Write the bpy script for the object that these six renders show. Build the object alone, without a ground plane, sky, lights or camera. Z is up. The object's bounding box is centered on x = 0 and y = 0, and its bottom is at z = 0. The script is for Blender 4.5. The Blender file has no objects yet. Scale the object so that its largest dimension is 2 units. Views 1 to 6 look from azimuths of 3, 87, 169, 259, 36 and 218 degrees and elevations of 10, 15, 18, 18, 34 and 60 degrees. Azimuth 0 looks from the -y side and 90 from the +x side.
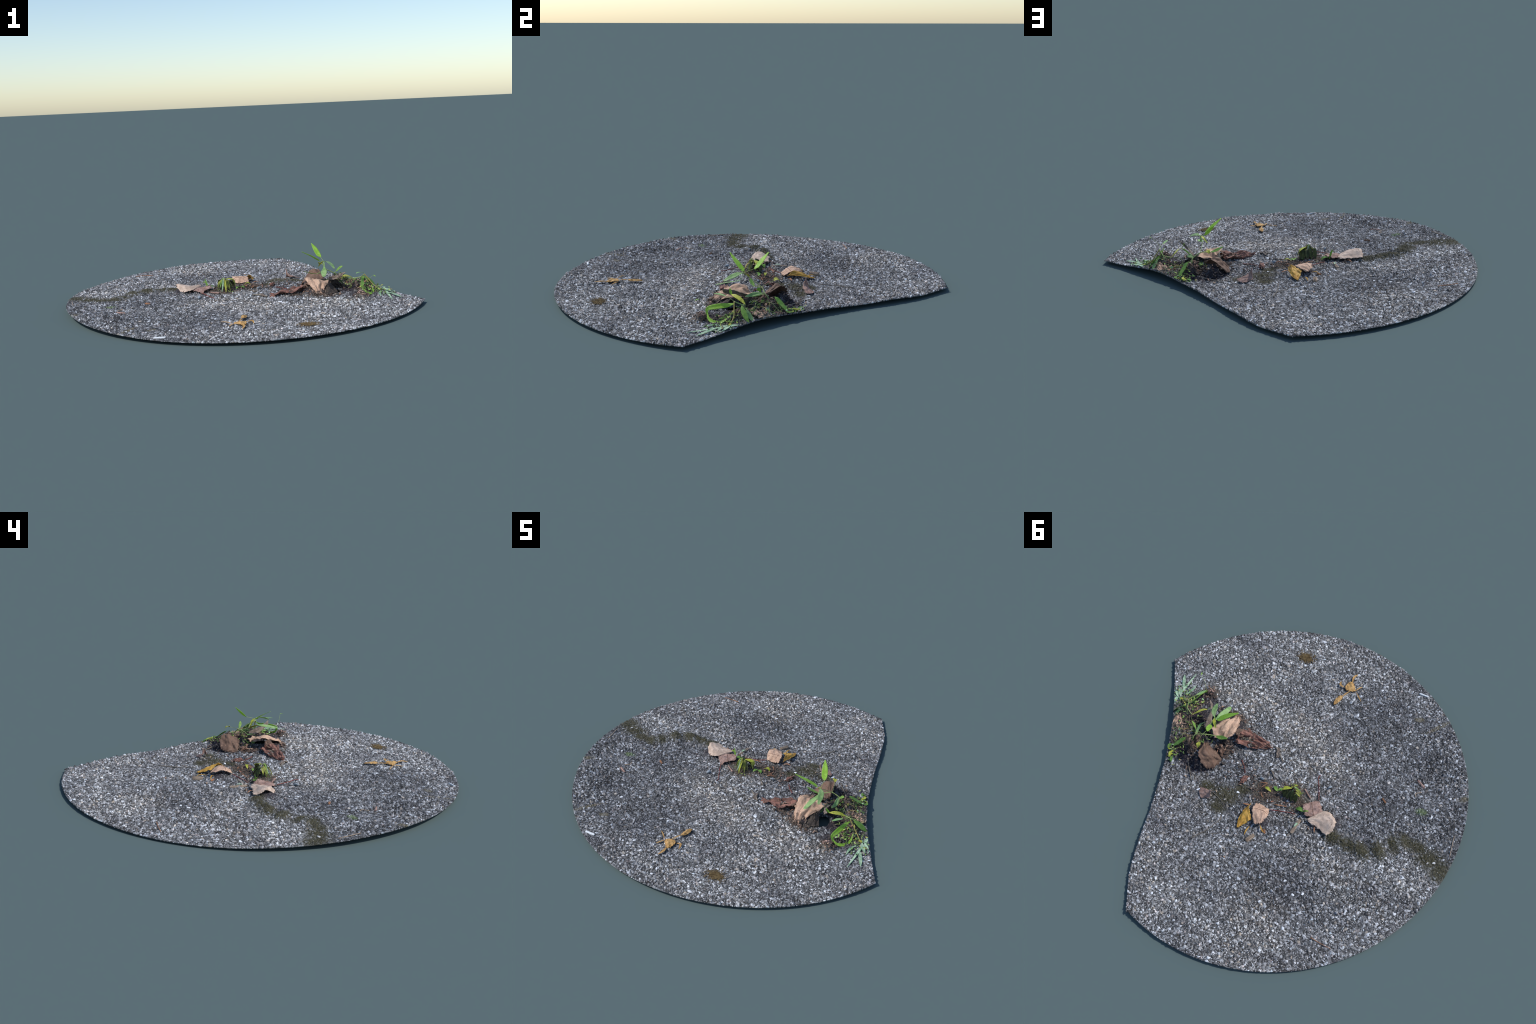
import bpy, bmesh, math, random
import numpy as np
from mathutils import Vector, Matrix, Euler, geometry

random.seed(7)
RNG = np.random.default_rng(11)
SC = bpy.context.scene
COL = SC.collection


# ------------------------------------------------------------------ node helpers
class Nodes:
    """Small wrapper that makes node graphs readable."""

    def __init__(self, tree):
        self.t = tree

    def new(self, kind, **props):
        n = self.t.nodes.new(kind)
        for k, v in props.items():
            setattr(n, k, v)
        return n

    def put(self, socket, value):
        if isinstance(value, bpy.types.NodeSocket):
            self.t.links.new(value, socket)
        elif value is not None:
            if hasattr(socket.default_value, "__len__") and not hasattr(value, "__len__"):
                value = [value] * len(socket.default_value)
            if socket.type == "RGBA" and len(value) == 3:
                value = (*value, 1)
            socket.default_value = value

    def math(self, op, a, b=None, clamp=False):
        n = self.new("ShaderNodeMath", operation=op, use_clamp=clamp)
        self.put(n.inputs[0], a)
        if b is not None:
            self.put(n.inputs[1], b)
        return n.outputs[0]

    def noise(self, vec, scale, detail=3, rough=.55, out="Fac", dims="3D"):
        n = self.new("ShaderNodeTexNoise", noise_dimensions=dims)
        self.put(n.inputs["Vector"], vec)
        self.put(n.inputs["Scale"], scale)
        self.put(n.inputs["Detail"], detail)
        self.put(n.inputs["Roughness"], rough)
        return n.outputs[out]

    def voronoi(self, vec, scale, dims="3D", feature="F1", rand=1.0):
        n = self.new("ShaderNodeTexVoronoi", voronoi_dimensions=dims, feature=feature)
        self.put(n.inputs["Vector"], vec)
        self.put(n.inputs["Scale"], scale)
        self.put(n.inputs["Randomness"], rand)
        return n

    def remap(self, v, a, b, c=0.0, d=1.0, smooth=True):
        n = self.new("ShaderNodeMapRange", interpolation_type="SMOOTHSTEP" if smooth else "LINEAR")
        n.clamp = True
        for i, x in enumerate((v, a, b, c, d)):
            self.put(n.inputs[i], x)
        return n.outputs[0]

    def mix(self, f, a, b, blend="MIX"):
        n = self.new("ShaderNodeMix", data_type="RGBA", blend_type=blend)
        self.put(n.inputs[0], f)
        self.put(n.inputs[6], a)
        self.put(n.inputs[7], b)
        return n.outputs[2]

    def ramp(self, f, stops, interp="LINEAR"):
        n = self.new("ShaderNodeValToRGB")
        n.color_ramp.interpolation = interp
        el = n.color_ramp.elements
        while len(el) < len(stops):
            el.new(0.5)
        for e, (p, c) in zip(el, stops):
            e.position, e.color = p, (*c, 1)
        self.put(n.inputs[0], f)
        return n.outputs[0]

    def vec(self, op, a, b=None, scale=None):
        n = self.new("ShaderNodeVectorMath", operation=op)
        self.put(n.inputs[0], a)
        if b is not None:
            self.put(n.inputs[1], b)
        if scale is not None:
            self.put(n.inputs["Scale"], scale)
        return n.outputs["Value" if op in ("LENGTH", "DISTANCE") else "Vector"]

    def split(self, v):
        n = self.new("ShaderNodeSeparateXYZ")
        self.put(n.inputs[0], v)
        return n.outputs

    def join(self, x, y, z):
        n = self.new("ShaderNodeCombineXYZ")
        for i, v in enumerate((x, y, z)):
            self.put(n.inputs[i], v)
        return n.outputs[0]


def material(name):
    m = bpy.data.materials.new(name)
    m.use_nodes = True
    N = Nodes(m.node_tree)
    return m, N, m.node_tree.nodes["Principled BSDF"], m.node_tree.nodes["Material Output"]


def set_bump(N, bsdf, height, strength, distance=.002):
    b = N.new("ShaderNodeBump")
    N.put(b.inputs["Height"], height)
    b.inputs["Strength"].default_value = strength
    b.inputs["Distance"].default_value = distance
    N.t.links.new(b.outputs[0], bsdf.inputs["Normal"])


# ------------------------------------------------------------------ ground shape
RIM_C = (0.0244, -0.0004)


def rim_point(th):
    """Cropping circle of the patch, slightly oval; height drifts gently round it."""
    r = .9868 - .0103 * math.cos(2 * th) - .0025 * math.sin(2 * th) + .0016 * math.cos(3 * th)
    z = (.0226 + .0052 * math.cos(th) + .0014 * math.sin(th) + .0049 * math.cos(2 * th)
         + .0092 * math.sin(2 * th) + .0009 * math.sin(3 * th) + .0043 * math.sin(4 * th))
    return (RIM_C[0] + r * math.cos(th), RIM_C[1] + r * math.sin(th), z)


# broken side of the patch, from the front corner to the back corner
CUT = np.array([(.946, -.304, .012), (.819, -.143, .028), (.697, .019, .041), (.604, .179, .034), (.525, .341, .030),
                (.457, .501, .021), (.393, .663, .025), (.316, .827, .018), (.196, .992, .020)])


def spline(P, t):
    """Catmull-Rom through P, t in 0..1."""
    P = np.asarray(P, float)
    k = len(P)
    m = np.gradient(P, axis=0) if k > 1 else np.zeros_like(P)
    s = np.clip(np.asarray(t, float) * (k - 1), 0, k - 1 - 1e-9)
    i = s.astype(int)
    f = (s - i).reshape(-1, *([1] * (P.ndim - 1)))
    return ((2 * f**3 - 3 * f**2 + 1) * P[i] + (f**3 - 2 * f**2 + f) * m[i]
            + (-2 * f**3 + 3 * f**2) * P[i + 1] + (f**3 - f**2) * m[i + 1])


RIM_A, RIM_B = math.atan2(.992 - RIM_C[1], .196 - RIM_C[0]), math.atan2(-.304 - RIM_C[1], .946 - RIM_C[0]) + math.tau

# smooth base height: thin plate through the rim, the broken edge and a few inner spots
_k = [rim_point(a) for a in np.linspace(RIM_A, RIM_B, 26)] + [tuple(p) for p in CUT[1:-1]]
_k += [(.356, -.745, .016), (.04, -.603, .019), (.03, .32, .016), (-.05, .157, .026), (.089, .034, .024), (-.222, -.128, .019),
       (.16, -.15, .020), (.30, .27, .024), (.33, .08, .027), (-.205, .16, .020), (-.047, .35, .016), (.62, -.25, .026),
       (.80, -.25, .018), (.46, -.22, .024), (-.34, .02, .018), (-.14, -.142, .018), (-.55, .35, .014), (-.55, -.35, .018), (-.3, .6, .014), (.1, .65, .013), (-.65, .15, .015), (.25, .5, .017), (-.7, -.3, .021), (-.8, -.1, .018), (.45, .30, .020), (.50, .22, .024), (-.5, -.15, .020)]
_k = np.array(_k)


def _tps(r2):
    return r2 * np.log(r2 + 1e-9)


_d2 = ((_k[:, None, :2] - _k[None, :, :2]) ** 2).sum(2)
_A = np.zeros((len(_k) + 3,) * 2)
_A[:len(_k), :len(_k)] = _tps(_d2) + np.eye(len(_k)) * 2e-3
_A[:len(_k), -3:] = np.c_[np.ones(len(_k)), _k[:, :2]]
_A[-3:, :len(_k)] = _A[:len(_k), -3:].T
_W = np.linalg.solve(_A, np.r_[_k[:, 2], 0, 0, 0])


def base_height(x, y):
    x, y = np.atleast_1d(np.asarray(x, float)), np.atleast_1d(np.asarray(y, float))
    z = _W[-3] + _W[-2] * x + _W[-1] * y
    for (kx, ky, _), w in zip(_k, _W):
        z = z + w * _tps((x - kx) ** 2 + (y - ky) ** 2)
    return z


# mounds added for the scan's walls under leaves, and the moss ridge: centre, radii, turn, height, steepness
HEAPS = [(.405, -.150, .060, .055, 20, .030, 2.6), (.412, .132, .036, .034, 30, .046, 3.0), (.655, -.060, .038, .044, -35, .038, 2.5),
         (.675, -.100, .032, .028, 20, .018, 2.5), (.533, .085, .032, .040, 30, .046, 3.0), (.500, .030, .035, .030, 0, .040, 2.6), (.635, -.250, .026, .024, 0, .024, 3.0),
         (.290, -.115, .060, .035, 10, .014, 2.5), (.640, .030, .035, .040, 0, .012, 2.5), (-.085, .025, .042, .035, 0, .022, 2.5),
         (.265, .275, .040, .024, -40, .010, 3.0), (-.345, .045, .035, .045, 0, .022, 3.0), (-.045, .225, .035, .035, 0, .018, 3.0),
         (.105, -.150, .050, .020, 30, .006, 2.5), (.165, .080, .030, .030, 0, .010, 2.5), (.20, .22, .09, .07, 0, .006, 2.0), (.02, .09, .10, .07, 0, .006, 2.0),
         (-.42, .095, .070, .030, 0, .016, 2.2), (-.52, .080, .070, .032, -15, .019, 2.2), (-.61, .030, .065, .032, -45, .018, 2.2), (-.68, -.06, .060, .030, -40, .010, 2.2)]


def heaps(x, y):
    z = np.zeros_like(x)
    for cx, cy, rx, ry, a, h, p in HEAPS:
        c, s = math.cos(math.radians(a)), math.sin(math.radians(a))
        u, v = (x - cx) * c + (y - cy) * s, -(x - cx) * s + (y - cy) * c
        q = (u / rx) ** 2 + (v / ry) ** 2
        z = np.maximum(z, h * np.exp(-q ** (p / 2) * .9))
    return z


def height(x, y):
    x, y = np.atleast_1d(np.asarray(x, float)), np.atleast_1d(np.asarray(y, float))
    return base_height(x, y) + heaps(x, y)


def ground(x, y, lift=0.0):
    return float(height(x, y)[0]) + lift


def outline(step):
    pts = []
    for a in np.linspace(RIM_A, RIM_B, int((RIM_B - RIM_A) * .98 / step)):
        pts.append(rim_point(a)[:2])
    n = int(1.55 / step)
    c = spline(CUT[:, :2], np.linspace(0, 1, n))
    pts += [tuple(p) for p in c[1:-1]]
    return np.array(pts)


HOLE = np.array([(.468, -.106), (.474, -.066), (.494, -.044), (.522, -.054), (.541, -.084), (.549, -.120), (.528, -.144), (.490, -.134)])


def inside(poly, x, y):
    r = np.zeros(len(x), bool)
    px, py = poly[:, 0], poly[:, 1]
    j = len(poly) - 1
    for i in range(len(poly)):
        cond = (py[i] > y) != (py[j] > y)
        xi = (px[j] - px[i]) * (y - py[i]) / (py[j] - py[i] + 1e-12) + px[i]
        r ^= cond & (x < xi)
        j = i
    return r


def fill(rim, h, seed):
    """Even triangle mesh of the patch with a ragged gap left open under the leaves."""
    rng = np.random.default_rng(seed)
    gx, gy = np.meshgrid(np.arange(-1, 1.01, h), np.arange(-1.01, 1.02, h))
    gx = gx + (np.arange(gx.shape[0]) % 2)[:, None] * h / 2
    x, y = (gx + rng.uniform(-.22, .22, gx.shape) * h).ravel(), (gy + rng.uniform(-.22, .22, gy.shape) * h).ravel()
    shrink = np.array([.0, .0])
    c = rim.mean(0)
    t = np.roll(rim, -1, 0) - np.roll(rim, 1, 0)
    nrm = np.c_[-t[:, 1], t[:, 0]] / np.linalg.norm(t, axis=1)[:, None]
    inner = rim + nrm * h * .6
    keep = inside(inner, x, y)
    x, y = x[keep], y[keep]
    n = len(rim)
    hole = HOLE
    d = np.linalg.norm(np.c_[x, y][:, None] - hole[None], axis=2).min(1)
    x, y = x[d > h * .5], y[d > h * .5]
    verts = [Vector(p) for p in rim] + [Vector(p) for p in hole] + [Vector((a, b)) for a, b in zip(x, y)]
    k = len(hole)
    edges = [(i, (i + 1) % n) for i in range(n)] + [(n + i, n + (i + 1) % k) for i in range(k)]
    V, E, F, *_ = geometry.delaunay_2d_cdt(verts, edges, [], 0, 1e-6)
    V = np.array([tuple(v) for v in V])
    F = np.array([f for f in F])
    c = V[F].mean(1)
    good = inside(rim, c[:, 0], c[:, 1]) & ~inside(hole, c[:, 0], c[:, 1])
    return V, F[good]


def new_object(name, verts, faces, mat=None, parent=None, smooth=True, origin=None, kind=None):
    verts = np.asarray(verts, float)
    if origin is None:
        origin = verts.mean(0)
        origin[2] = verts[:, 2].min()
    origin = np.asarray(origin, float)
    me = bpy.data.meshes.new(name)
    me.from_pydata((verts - origin).tolist(), [], [tuple(int(i) for i in f) for f in faces])
    me.update()
    if smooth:
        me.polygons.foreach_set("use_smooth", [True] * len(me.polygons))
    for m in (mat if isinstance(mat, (list, tuple)) else [mat]):
        if m:
            me.materials.append(m)
    o = bpy.data.objects.new(name, me)
    COL.objects.link(o)
    place(o, origin, parent)
    if kind:
        o["kind"] = kind
    return o


def place(o, loc, parent=None):
    if parent is not None:
        o.parent = parent
        o.location = Vector(loc) - parent.location
    else:
        o.location = loc


def top_level(o, label, category):
    o["label"], o["category"] = label, category
    return o


def empty(name, loc, label, category):
    o = bpy.data.objects.new(name, None)
    o.empty_display_size = .05
    o.location = loc
    COL.objects.link(o)
    return top_level(o, label, category)


# ------------------------------------------------------------------ pavement look
def warp_xy(N, position):
    s = N.split(position)
    flat = N.join(s[0], s[1], 0.0)
    w = N.vec("SUBTRACT", N.noise(flat, 55, 1, .5, "Color"), (.5, .5, .5))
    w2 = N.vec("SUBTRACT", N.noise(flat, 150, 1, .5, "Color"), (.5, .5, .5))
    return flat, N.vec("ADD", N.vec("ADD", flat, N.vec("SCALE", w, scale=.010)), N.vec("SCALE", w2, scale=.007))


def blob(N, flat, fuzz, cx, cy, rx, ry=None, turn=0, soft=.55):
    """1 inside an ellipse with a frayed border, 0 outside."""
    m = N.new("ShaderNodeMapping", vector_type="TEXTURE")
    N.put(m.inputs[0], flat)
    m.inputs["Location"].default_value = (cx, cy, 0)
    m.inputs["Rotation"].default_value = (0, 0, math.radians(turn))
    m.inputs["Scale"].default_value = (rx, ry or rx, 1)
    d = N.math("ADD", N.vec("LENGTH", m.outputs[0]), fuzz)
    return N.remap(d, 1 + soft, 1 - soft)


def blobs(N, flat, fuzz, items, soft=.55):
    out = None
    for it in items:
        b = blob(N, flat, fuzz, *it, soft=soft)
        out = b if out is None else N.math("MAXIMUM", out, b)
    return out


GRAIN, FINE, CHIPS = 92.0, 205.0, 46.0
MOSS = [(-.388, .098, .05, .035, 0), (-.470, .092, .055, .034, 0), (-.545, .078, .055, .036, -20), (-.613, .030, .05, .034, -45), (-.655, -.040, .05, .030, -50),
        (-.705, -.090, .05, .032, -20), (-.765, -.098, .05, .032, 5), (-.845, -.070, .065, .052, 20), (-.915, -.045, .055, .058, 10),
        (.186, .215, .07, .05, 20), (.300, .225, .04, .03, 0), (.184, .290, .04, .03, 0), (.140, .140, .04, .03, 0)]
DARK = [(-.64, -.19, .22, .13, -25), (-.33, -.54, .26, .16, -35), (-.31, .45, .24, .12, 10), (-.88, -.27, .12, .16, 0), (.25, .05, .12, .10, 0),
        (-.60, -.50, .16, .12, 0), (.18, .16, .15, .12, 20), (-.42, .05, .14, .08, 0), (.64, .15, .08, .12, 30)]
PALE = [(0, -.33, .30, .16, -20), (.44, -.60, .34, .24, 10), (.05, -.90, .34, .10, 0), (-.84, .20, .16, .30, 20), (-.37, .74, .30, .16, 10), (.52, -.30, .16, .10, 0), (.20, .70, .14, .24, 20)]
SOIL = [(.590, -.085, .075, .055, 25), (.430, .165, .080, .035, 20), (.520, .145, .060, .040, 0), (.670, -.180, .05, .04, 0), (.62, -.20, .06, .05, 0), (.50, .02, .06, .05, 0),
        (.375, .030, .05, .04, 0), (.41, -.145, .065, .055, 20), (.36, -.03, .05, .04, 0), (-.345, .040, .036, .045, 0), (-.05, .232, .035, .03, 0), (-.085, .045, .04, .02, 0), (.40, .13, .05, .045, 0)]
WARM = [(.0, -.28, .32, .14, -20), (-.1, .05, .22, .16, 0), (.35, .30, .16, .12, 0), (-.30, .60, .12, .12, 0), (.45, -.35, .2, .1, 0), (-.45, .25, .2, .1, 0)]
TAN = [(-.496, -.764, .066, .011, -116), (-.385, -.747, .025, .013, 30), (-.830, -.470, .045, .014, -130)]
DUFF_SPOTS = [(.665, -.065, .070, .065, 0), (.540, .090, .060, .060, 0), (.640, .030, .055, .06, 0), (.635, -.250, .035, .030, 0), (.43, -.180, .075, .035, 10), (-.085, .000, .06, .045, 0), (.03, .09, .08, .06, 0), (.36, .0, .05, .05, 0), (.30, -.12, .06, .04, 0), (.70, -.12, .05, .05, 0), (-.16, .03, .05, .05, 0)]
LICHEN = [(-.675, -.274, .028, .016, 20)]


def pavement_material():
    m, N, bsdf, out = material("asphalt_with_stone_chips")
    pos = N.new("ShaderNodeTexCoord").outputs["Object"]
    flat, xy = warp_xy(N, pos)
    v1, v2 = N.voronoi(xy, GRAIN, "2D"), N.voronoi(xy, FINE, "2D")
    c1, c2 = N.split(v1.outputs["Color"]), N.split(v2.outputs["Color"])
    shades = [(0, (.046, .046, .047)), (.24, (.088, .088, .089)), (.44, (.165, .164, .166)), (.62, (.26, .258, .260)), (.78, (.38, .380, .386)), (.89, (.54, .545, .56)), (1, (.80, .82, .85))]
    a = N.ramp(c1[0], shades)
    b = N.ramp(c2[0], shades)
    # tinted chips: a few tan, pinkish and bluish ones
    v0 = N.voronoi(xy, CHIPS, "2D")
    c0 = N.split(v0.outputs["Color"])
    tint = N.ramp(c1[2], [(0, (1, 1, 1)), (.80, (1.0, .88, .74)), (.85, (1.0, .87, .82)), (.90, (.90, .97, 1.0)), (1, (.84, .95, 1.0))], "CONSTANT")
    a = N.mix(1, a, tint, "MULTIPLY")
    chip = N.remap(v1.outputs["Distance"], .58, .40)
    chip2 = N.remap(v2.outputs["Distance"], .60, .38)
    tar = N.mix(chip2, (.048, .046, .045), b)
    big = N.math("MULTIPLY", chip, N.remap(c1[1], .42, .52))
    col = N.mix(big, tar, a)
    large = N.math("MULTIPLY", N.remap(v0.outputs["Distance"], .36, .27), N.remap(c0[1], .76, .80))
    col = N.mix(N.math("MULTIPLY", large, .9), col, N.ramp(c0[0], [(0, (.20, .20, .205)), (.35, (.36, .36, .37)), (.6, (.52, .525, .54)), (.7, (.42, .36, .29)), (.8, (.60, .62, .64)), (1, (.84, .87, .91))]))
    speck = N.noise(flat, 420, 2, .6)
    col = N.mix(.55, col, N.ramp(speck, [(.25, (.35, .35, .35)), (.5, (1, 1, 1)), (.78, (1.65, 1.65, 1.65))]), "MULTIPLY")
    fuzz = N.math("ADD", N.math("MULTIPLY", N.math("SUBTRACT", N.noise(flat, 18, 4, .6), .5), 2.2), N.math("MULTIPLY", N.math("SUBTRACT", N.noise(flat, 5, 3, .6), .5), 2.0))
    fine_fuzz = N.math("MULTIPLY", N.math("SUBTRACT", N.noise(flat, 60, 3, .6), .5), 1.3)
    # broad weathering
    broad = N.noise(flat, 3.2, 4, .55)
    col = N.mix(1, col, N.ramp(broad, [(.3, (.78, .78, .80)), (.5, (1, 1, 1)), (.7, (1.16, 1.15, 1.13))]), "MULTIPLY")
    st = N.new("ShaderNodeMapping", vector_type="POINT")
    N.put(st.inputs[0], flat)
    st.inputs["Rotation"].default_value = (0, 0, math.radians(22))
    st.inputs["Scale"].default_value = (2.6, 8.5, 1)
    col = N.mix(1, col, N.ramp(N.noise(st.outputs[0], 1.0, 5, .62), [(.34, (.66, .66, .68)), (.5, (1, 1, 1)), (.66, (1.14, 1.13, 1.11))]), "MULTIPLY")
    col = N.mix(N.math("MULTIPLY", blobs(N, flat, fuzz, DARK, .55), .75), col, N.mix(1, col, (.60, .60, .61), "MULTIPLY"))
    col = N.mix(blobs(N, flat, fuzz, PALE, .8), col, N.mix(1, col, (1.28, 1.25, 1.20), "MULTIPLY"))
    warm = N.math("MULTIPLY", blobs(N, flat, fuzz, WARM, .8), N.remap(N.noise(flat, 35, 4, .6), .38, .62))
    col = N.mix(N.math("MULTIPLY", warm, .5), col, N.mix(1, col, (1.16, 1.0, .80), "MULTIPLY"))
    # fine dust fills the gaps between the chips in streaks
    dust = N.remap(N.noise(flat, 11, 5, .65), .50, .66)
    col = N.mix(N.math("MULTIPLY", dust, .45), col, N.mix(N.noise(flat, 240, 3, .6), (.060, .060, .062), (.26, .258, .255)))
    # brown leaf dust colour on the added heaps
    duff = N.ramp(N.noise(flat, 150, 4, .65), [(.32, (.035, .030, .024)), (.48, (.105, .090, .068)), (.60, (.19, .165, .125)), (.74, (.36, .32, .26))])
    col = N.mix(N.math("MULTIPLY", blobs(N, flat, fine_fuzz, DUFF_SPOTS, .5), .9), col, duff)
    # dark soil, also under the leaves, moss, pale stains
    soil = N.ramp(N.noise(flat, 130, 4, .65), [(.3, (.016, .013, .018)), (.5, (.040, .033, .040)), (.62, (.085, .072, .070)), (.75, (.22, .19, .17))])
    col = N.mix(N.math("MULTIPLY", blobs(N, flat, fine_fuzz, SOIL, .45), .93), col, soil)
    moss = N.ramp(N.noise(flat, 170, 4, .65), [(.32, (.022, .021, .011)), (.5, (.066, .060, .031)), (.62, (.110, .098, .055)), (.74, (.24, .21, .14))])
    col = N.mix(N.math("MULTIPLY", blobs(N, flat, fine_fuzz, MOSS, .6), .88), col, moss)
    col = N.mix(N.math("MULTIPLY", blobs(N, flat, fine_fuzz, TAN, .5), .6), col, (.20, .17, .10))
    col = N.mix(N.math("MULTIPLY", blobs(N, flat, fine_fuzz, LICHEN, .6), .7), col, (.16, .22, .09))
    col = N.mix(1, col, (.945, .965, 1.0), "MULTIPLY")
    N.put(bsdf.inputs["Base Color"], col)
    bsdf.inputs["Roughness"].default_value = .85
    bsdf.inputs["Specular IOR Level"].default_value = .25
    hgt = N.math("ADD", N.math("MULTIPLY", N.math("SUBTRACT", 1, v2.outputs["Distance"]), .7), N.noise(flat, 380, 3, .6))
    set_bump(N, bsdf, hgt, .9, .003)
    return m


def grain_modifier():
    """Raises every stone chip of the colour pattern: same Voronoi cells, real relief."""
    g = bpy.data.node_groups.new("stone_chip_relief", "GeometryNodeTree")
    g.interface.new_socket("Geometry", in_out="INPUT", socket_type="NodeSocketGeometry")
    g.interface.new_socket("Geometry", in_out="OUTPUT", socket_type="NodeSocketGeometry")
    N = Nodes(g)
    gi, go = N.new("NodeGroupInput"), N.new("NodeGroupOutput")
    pos = N.new("GeometryNodeInputPosition").outputs[0]
    flat, xy = warp_xy(N, pos)
    v1, v2 = N.voronoi(xy, GRAIN, "2D"), N.voronoi(xy, FINE, "2D")
    c1, c2 = N.split(v1.outputs["Color"]), N.split(v2.outputs["Color"])
    chip = N.math("MULTIPLY", N.remap(v1.outputs["Distance"], .62, .12), N.math("ADD", .35, N.math("MULTIPLY", c1[1], .9)))
    fine = N.math("MULTIPLY", N.remap(v2.outputs["Distance"], .62, .12), c2[1])
    v0 = N.voronoi(xy, CHIPS, "2D")
    c0 = N.split(v0.outputs["Color"])
    large = N.math("MULTIPLY", N.remap(v0.outputs["Distance"], .38, .26), N.remap(c0[1], .76, .80))
    rough = N.remap(N.noise(flat, 4.5, 3, .6), .38, .62, .55, 1.5)
    pits = N.math("MULTIPLY", N.remap(N.noise(flat, 48, 3, .6), .56, .72), -.0050)
    h = N.math("ADD", N.math("MULTIPLY", chip, .0058), N.math("MULTIPLY", fine, .0022))
    h = N.math("MULTIPLY", N.math("ADD", h, pits), rough)
    h = N.math("ADD", h, N.math("MULTIPLY", large, .0022))
    h = N.math("ADD", h, N.math("MULTIPLY", N.math("SUBTRACT", N.noise(flat, 26, 3, .6), .5), .006))
    h = N.math("SUBTRACT", h, .0038)
    sp = N.new("GeometryNodeSetPosition")
    N.t.links.new(gi.outputs[0], sp.inputs[0])
    N.put(sp.inputs["Offset"], N.join(0.0, 0.0, h))
    N.t.links.new(sp.outputs[0], go.inputs[0])
    return g


def build_pavement():
    rim = outline(.0036)
    V, F = fill(rim, .0034, 3)
    z = height(V[:, 0], V[:, 1])
    top = new_object("relief_helper", np.c_[V, z], F, origin=(0, 0, 0))
    mod = top.modifiers.new("relief", "NODES")
    mod.node_group = grain_modifier()
    dg = bpy.context.evaluated_depsgraph_get()
    ev = top.evaluated_get(dg)
    me = ev.to_mesh()
    P = np.empty(len(me.vertices) * 3)
    me.vertices.foreach_get("co", P)
    P = P.reshape(-1, 3)
    ev.to_mesh_clear()
    bpy.data.objects.remove(top)
    # underside, a coarser sheet that shares the same rim, and the wall between them
    VB, FB = fill(rim, .02, 4)
    near = np.array([np.min((rim[:, 0] - x) ** 2 + (rim[:, 1] - y) ** 2) ** .5 for x, y in VB])
    zb = np.maximum(base_height(VB[:, 0], VB[:, 1]) - .0050 - .007 * np.clip(near / .05, 0, 1), .0003)
    n, k = len(rim), len(HOLE)

    def ring(pts, want):
        return [int(np.argmin(((pts[:, :2] - w) ** 2).sum(1))) for w in want]

    off = len(P)
    faces = [tuple(f) for f in F] + [tuple(int(i) + off for i in f[::-1]) for f in FB]
    for loop in (rim, HOLE):
        a, b = ring(V, loop), ring(VB, loop)
        for i in range(len(loop)):
            j = (i + 1) % len(loop)
            faces.append((a[i], b[i] + off, b[j] + off, a[j]))
    verts = np.vstack([P, np.c_[VB, zb]])
    o = new_object("pavement", verts, faces, pavement_material(), origin=(0, 0, 0))
    bm = bmesh.new()
    bm.from_mesh(o.data)
    bmesh.ops.recalc_face_normals(bm, faces=bm.faces)
    bm.to_mesh(o.data)
    bm.free()
    return top_level(o, "round patch of weathered grey asphalt with a cut side", "pavement")


# ------------------------------------------------------------------ stones
def stone_material(name, stops, island):
    m, N, bsdf, out = material(name)
    src = N.new("ShaderNodeNewGeometry").outputs["Random Per Island"] if island else N.new("ShaderNodeObjectInfo").outputs["Random"]
    col = N.ramp(src, stops)
    pos = N.new("ShaderNodeTexCoord").outputs["Object"]
    col = N.mix(.5, col, N.ramp(N.noise(pos, 260, 4, .65), [(.28, (.45, .45, .45)), (.5, (1, 1, 1)), (.75, (1.4, 1.4, 1.4))]), "MULTIPLY")
    N.put(bsdf.inputs["Base Color"], col)
    bsdf.inputs["Roughness"].default_value = .75
    bsdf.inputs["Specular IOR Level"].default_value = .3
    set_bump(N, bsdf, N.noise(pos, 500, 3, .6), .5, .001)
    return m


def stone_shape(seed, flat=.55):
    rng = np.random.default_rng(seed)
    bm = bmesh.new()
    for _ in range(14):
        v = rng.normal(size=3)
        v /= np.linalg.norm(v)
        v *= rng.uniform(.8, 1.0)
        bm.verts.new((v[0], v[1] * rng.uniform(.65, .95), v[2] * flat))
    r = bmesh.ops.convex_hull(bm, input=bm.verts)
    bmesh.ops.delete(bm, geom=[e for e in r["geom_interior"] if isinstance(e, bmesh.types.BMVert)], context="VERTS")
    bm.verts.index_update()
    V = np.array([v.co[:] for v in bm.verts])
    F = [[v.index for v in f.verts] for f in bm.faces]
    bm.free()
    return V, F


def scatter_points(n, seed, margin=.97):
    rng = np.random.default_rng(seed)
    rim = outline(.03)
    c = np.array((.0, .0))
    x, y = rng.uniform(-1, 1, n * 3), rng.uniform(-1, 1, n * 3)
    ok = inside(c + (rim - c) * margin, x, y) & ~inside(HOLE, x, y) & (heaps(x, y) < .012)
    return x[ok][:n], y[ok][:n]


def turn(rng, tilt=.35):
    return np.array(Euler((rng.uniform(-tilt, tilt), rng.uniform(-tilt, tilt), rng.uniform(0, 6.283))).to_matrix())


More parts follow.
